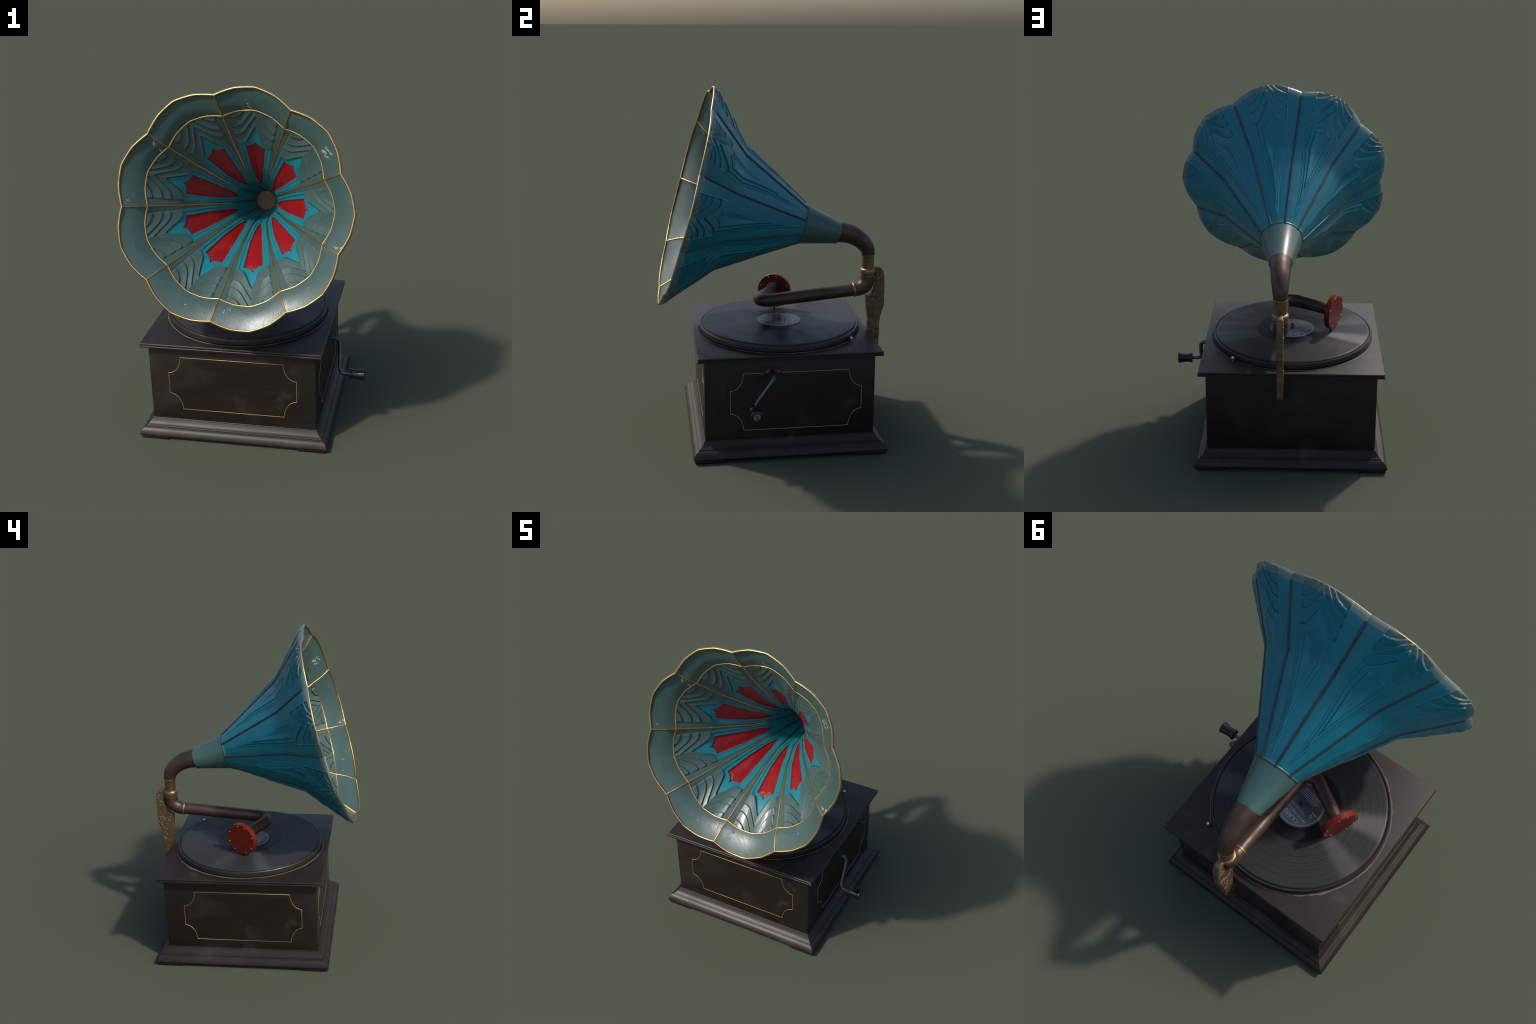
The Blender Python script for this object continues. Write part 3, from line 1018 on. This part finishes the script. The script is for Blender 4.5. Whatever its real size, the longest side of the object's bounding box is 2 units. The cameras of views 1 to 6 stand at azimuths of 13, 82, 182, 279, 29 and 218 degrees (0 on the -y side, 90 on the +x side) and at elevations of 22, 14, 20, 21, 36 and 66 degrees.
def grid_normals(P):
    du = np.gradient(P, axis=0)
    dv = np.gradient(P, axis=1)
    # degenerate columns: use wider differences
    n = np.cross(dv, du)
    l = np.linalg.norm(n, axis=-1, keepdims=True)
    n = n / np.maximum(l, 1e-12)
    return n


# ---- inner surface of one lobe
rows = np.concatenate([np.arange(-0.93, -0.305, 0.0075), np.arange(-0.305, -0.1105, 0.0016), [-0.1105]])
rows = np.unique(np.round(np.concatenate([rows, [-0.2550, -0.2915, -0.2925, INNER.star0]]), 5))
S = rows
EPS = 2e-4
wr = np.maximum(INNER.w_red(S), EPS)
ws = INNER.w_strip(S)
wt = np.clip(np.minimum(INNER.w_star(S), ws), 2 * EPS, None)
wr = np.minimum(wr, wt - EPS)
wl = np.clip(INNER.w_line(S), None, wt - EPS / 2)
wl = np.maximum(wl, wr + EPS / 4)
one = np.ones_like(S)
T = columns([0 * S, wr, wl, wt, np.maximum(ws, wt + EPS), one], [9, 6, 6, 40, 6])
nR, nTq = 9, 11
SS = np.repeat(S[:, None], T.shape[1], 1)
r0 = skeleton(SS, T)
h = relief(INNER, SS, T, r0)
fade_thr = sstep(SS, -0.80, -0.66)
r_in = r0 - 0.75 * h * fade_thr * sstep(SS, -0.1105, -0.119)
P_in = horn_point(SS, T, r_in)
P_in_soft = horn_point(SS, T, skeleton(SS, T, True, 0.03) - 1.35 * h * fade_thr)
ncol = T.shape[1]
mid = ncol // 2
zone = np.zeros((len(S) - 1, ncol - 1), int)
jc = np.abs(np.arange(ncol - 1) + 0.5 - mid)
rowmid = 0.5 * (S[1:] + S[:-1])
red_rows = (rowmid > -0.645) & (rowmid < -0.2550)
star_rows = rowmid < INNER.star0 + 0.084 * INNER.wave_k[0] - 0.0005
zone[:, jc < nR + nTq] = 1
zone[~star_rows] = 0
zz = zone[:, jc < nR]
zz[red_rows] = 2
zone[:, jc < nR] = zz
# very deep in the throat everything is turquoise up to the strip
me_ground = grid_mesh("horn_panel", P_in, zone == 0, M_TEAL, P_in_soft)
me_turq = grid_mesh("turquoise_star", P_in, zone == 1, M_TURQ, P_in_soft)
me_red = grid_mesh("red_petal", P_in, zone == 2, M_RED, P_in_soft)

# ---- flared mouth band of one lobe
fs = np.concatenate([np.linspace(-0.1105, -0.003, 26)])
tt = np.linspace(-1, 1, 81)
FS, FT = np.meshgrid(fs, tt, indexing="ij")
fr = skeleton(FS, FT) - 0.010 * np.sin(PI * np.clip((FS + 0.1105) / 0.1105, 0, 1)) * 0.0
fr = fr - 0.0012 * np.exp(-(((1 - np.abs(FT)) * fr * HALF) / 0.006) ** 2)
P_fl = horn_point(FS, FT, fr)
# rolled lip: the opening angle of the shading normals grows from ring to rim
roll = np.tan(np.radians(np.interp(fs, [-0.1105, -0.095, -0.055, -0.02, -0.003], [43, 48, 58, 65, 67])))
roll = np.concatenate([[0], np.cumsum(0.5 * (roll[1:] + roll[:-1]) * np.diff(fs))])
lob = skeleton(FS, FT, True, 0.035) - skeleton(FS, 0 * FT + 1, True, 0.035)
P_fl_soft = horn_point(FS, FT, 0.479 + roll[:, None] + lob * 0.4)
me_flare = grid_mesh("mouth_band", P_fl, np.ones((len(fs) - 1, len(tt) - 1), bool), M_FLARE, P_fl_soft)

# ---- outer surface of one lobe
so = np.concatenate([np.arange(-0.69, -0.19, 0.0050), np.arange(-0.19, -0.0335, 0.0019), [-0.0335]])
so = np.unique(np.round(np.concatenate([so, [-0.25, -0.146, -0.169, OUTER.star0]]), 5))
to = np.linspace(-1, 1, 181)
OS, OT = np.meshgrid(so, to, indexing="ij")
orad0 = skeleton(OS, OT, False)
oh = relief(OUTER, OS, OT, orad0) * sstep(OS, -0.68, -0.60)
P_out = horn_point(OS, OT, orad0 - 0.45 * oh)
P_out_soft = horn_point(OS, OT, skeleton(OS, OT, False, 0.03) - 2.1 * oh)
me_outer = grid_mesh("outer_panel", P_out, np.ones((len(so) - 1, len(to) - 1), bool), M_OUTER, P_out_soft, True)
lo = np.concatenate([np.linspace(-0.0335, -0.006, 15), np.linspace(-0.005, 0.0, 5)])
LS, LT = np.meshgrid(lo, to, indexing="ij")
lr0 = skeleton(LS, LT, False)
lh = relief(OUTER, LS, LT, lr0) * sstep(LS, -0.004, -0.010)
P_lip = horn_point(LS, LT, lr0 + 0.0012 * sstep(LS, -0.0335, -0.031) - 0.45 * lh)
P_lip_soft = horn_point(LS, LT, skeleton(LS, LT, False, 0.012) - 1.2 * lh)
# close the edge from the outer lip to the inner band
edge = horn_point(np.full((1, len(to)), -0.003), to[None, :], skeleton(np.full((1, len(to)), -0.003), to[None, :]))
P_lip = np.concatenate([P_lip, edge], 0)
P_lip_soft = np.concatenate([P_lip_soft, edge], 0)
me_lip = grid_mesh("rim_band", P_lip, np.ones((P_lip.shape[0] - 1, len(to) - 1), bool), M_LIP, P_lip_soft, True)


def strip_bead(path3, normals, w, hgt, seg=8, sink=0.3):
    """closed-section bead along a 3D path, flattened along the given normals."""
    V, F = [], []
    P = np.asarray(path3)
    for i in range(len(P)):
        d = P[min(i + 1, len(P) - 1)] - P[max(i - 1, 0)]
        d = d / np.linalg.norm(d)
        n = normals[i] - d * np.dot(normals[i], d)
        n = n / np.linalg.norm(n)
        b = np.cross(d, n)
        for k in range(seg):
            a = 2 * PI * k / seg
            V.append(P[i] + b * (w / 2) * math.cos(a) + n * (hgt * math.sin(a)))
    for i in range(len(P) - 1):
        for k in range(seg):
            k2 = (k + 1) % seg
            F.append((i * seg + k, i * seg + k2, (i + 1) * seg + k2, (i + 1) * seg + k))
    F.append(tuple(range(seg))[::-1])
    F.append(tuple((len(P) - 1) * seg + k for k in range(seg)))
    return V, F


def raw_mesh(name, V, F, mat):
    ob = make(name, V, F, mat, None, True, 60)
    me = ob.data
    bpy.data.objects.remove(ob)
    return me


# gilt rib at t=+1 on the inside (mouth to throat)
s_r = np.concatenate([np.linspace(-0.002, -0.111, 14), np.linspace(-0.12, -0.25, 8), np.linspace(-0.27, -0.905, 26)])
rr = np.interp(s_r, IN_S, IN_V)
path = horn_point(s_r, np.ones_like(s_r), rr)
inward = np.stack([-np.sin(np.full_like(s_r, HALF)) * 0.72, -np.cos(np.full_like(s_r, HALF)) * 0.72, np.full_like(s_r, 0.69)], -1)
me_rib = raw_mesh("gilt_rib", *strip_bead(path, inward, 0.0086, 0.0034, 10), M_GOLD)
# gilt ring segment between band and panels, and gilt rim segment
tg = np.concatenate([np.linspace(-1, 1, 61)])
ring_r = skeleton(np.full_like(tg, -0.111), tg)
ringp = horn_point(np.full_like(tg, -0.111), tg, ring_r)
inw = np.stack([-np.sin(tg * HALF) * 0.72, -np.cos(tg * HALF) * 0.72, np.full_like(tg, 0.69)], -1)
me_ring = raw_mesh("gilt_ring", *strip_bead(ringp, inw, 0.0090, 0.0034, 10), M_GOLD)
rim_r = skeleton(np.full_like(tg, 0.0), tg) - 0.0030
rimp = horn_point(np.full_like(tg, -0.0015), tg, rim_r)
fwd = np.stack([np.sin(tg * HALF) * 0.3, np.cos(tg * HALF) * 0.3, np.full_like(tg, 0.95)], -1)
me_rim = raw_mesh("gilt_rim", *strip_bead(rimp, fwd, 0.0105, 0.0048, 10), M_GOLD)
# dark outer seam
s_o = np.concatenate([np.linspace(-0.030, -0.235, 14), np.linspace(-0.25, -0.25, 1), np.linspace(-0.265, -0.684, 20)])
ro = np.interp(s_o, OUT_S, OUT_V)
patho = horn_point(s_o, np.ones_like(s_o), ro + 0.001)
outw = np.stack([np.sin(np.full_like(s_o, HALF)) * 0.8, np.cos(np.full_like(s_o, HALF)) * 0.8, np.full_like(s_o, -0.6)], -1)
me_seam = raw_mesh("dark_seam", *strip_bead(patho, outw, 0.0130, 0.0062, 10), M_SEAM)

for k in range(LOBES):
    ang = -math.radians(10.0 + 40.0 * k)
    rot = Matrix.Rotation(ang, 4, "Z")
    for nm, me in (("horn_panel", me_ground), ("turquoise_star", me_turq), ("red_petal", me_red), ("mouth_band", me_flare), ("outer_panel", me_outer),
                   ("rim_band", me_lip), ("gilt_rib", me_rib), ("gilt_ring", me_ring), ("gilt_rim", me_rim), ("dark_seam", me_seam)):
        ob = bpy.data.objects.new(nm, me)
        scene_col.objects.link(ob)
        ob.parent = horn
        ob.matrix_local = rot

# neck ring and throat plate
lathe("gilt_neck_ring", [(0.0600, -0.9065), (0.0640, -0.906), (0.0645, -0.9045), (0.060, -0.9035)], M_BRASS, horn, 48, 50, close_top=False, close_bottom=False)
lathe("throat_plate", [(0.0545, -0.912), (0.0545, -0.905), (0.010, -0.905)], M_THROAT, horn, 40, 30)
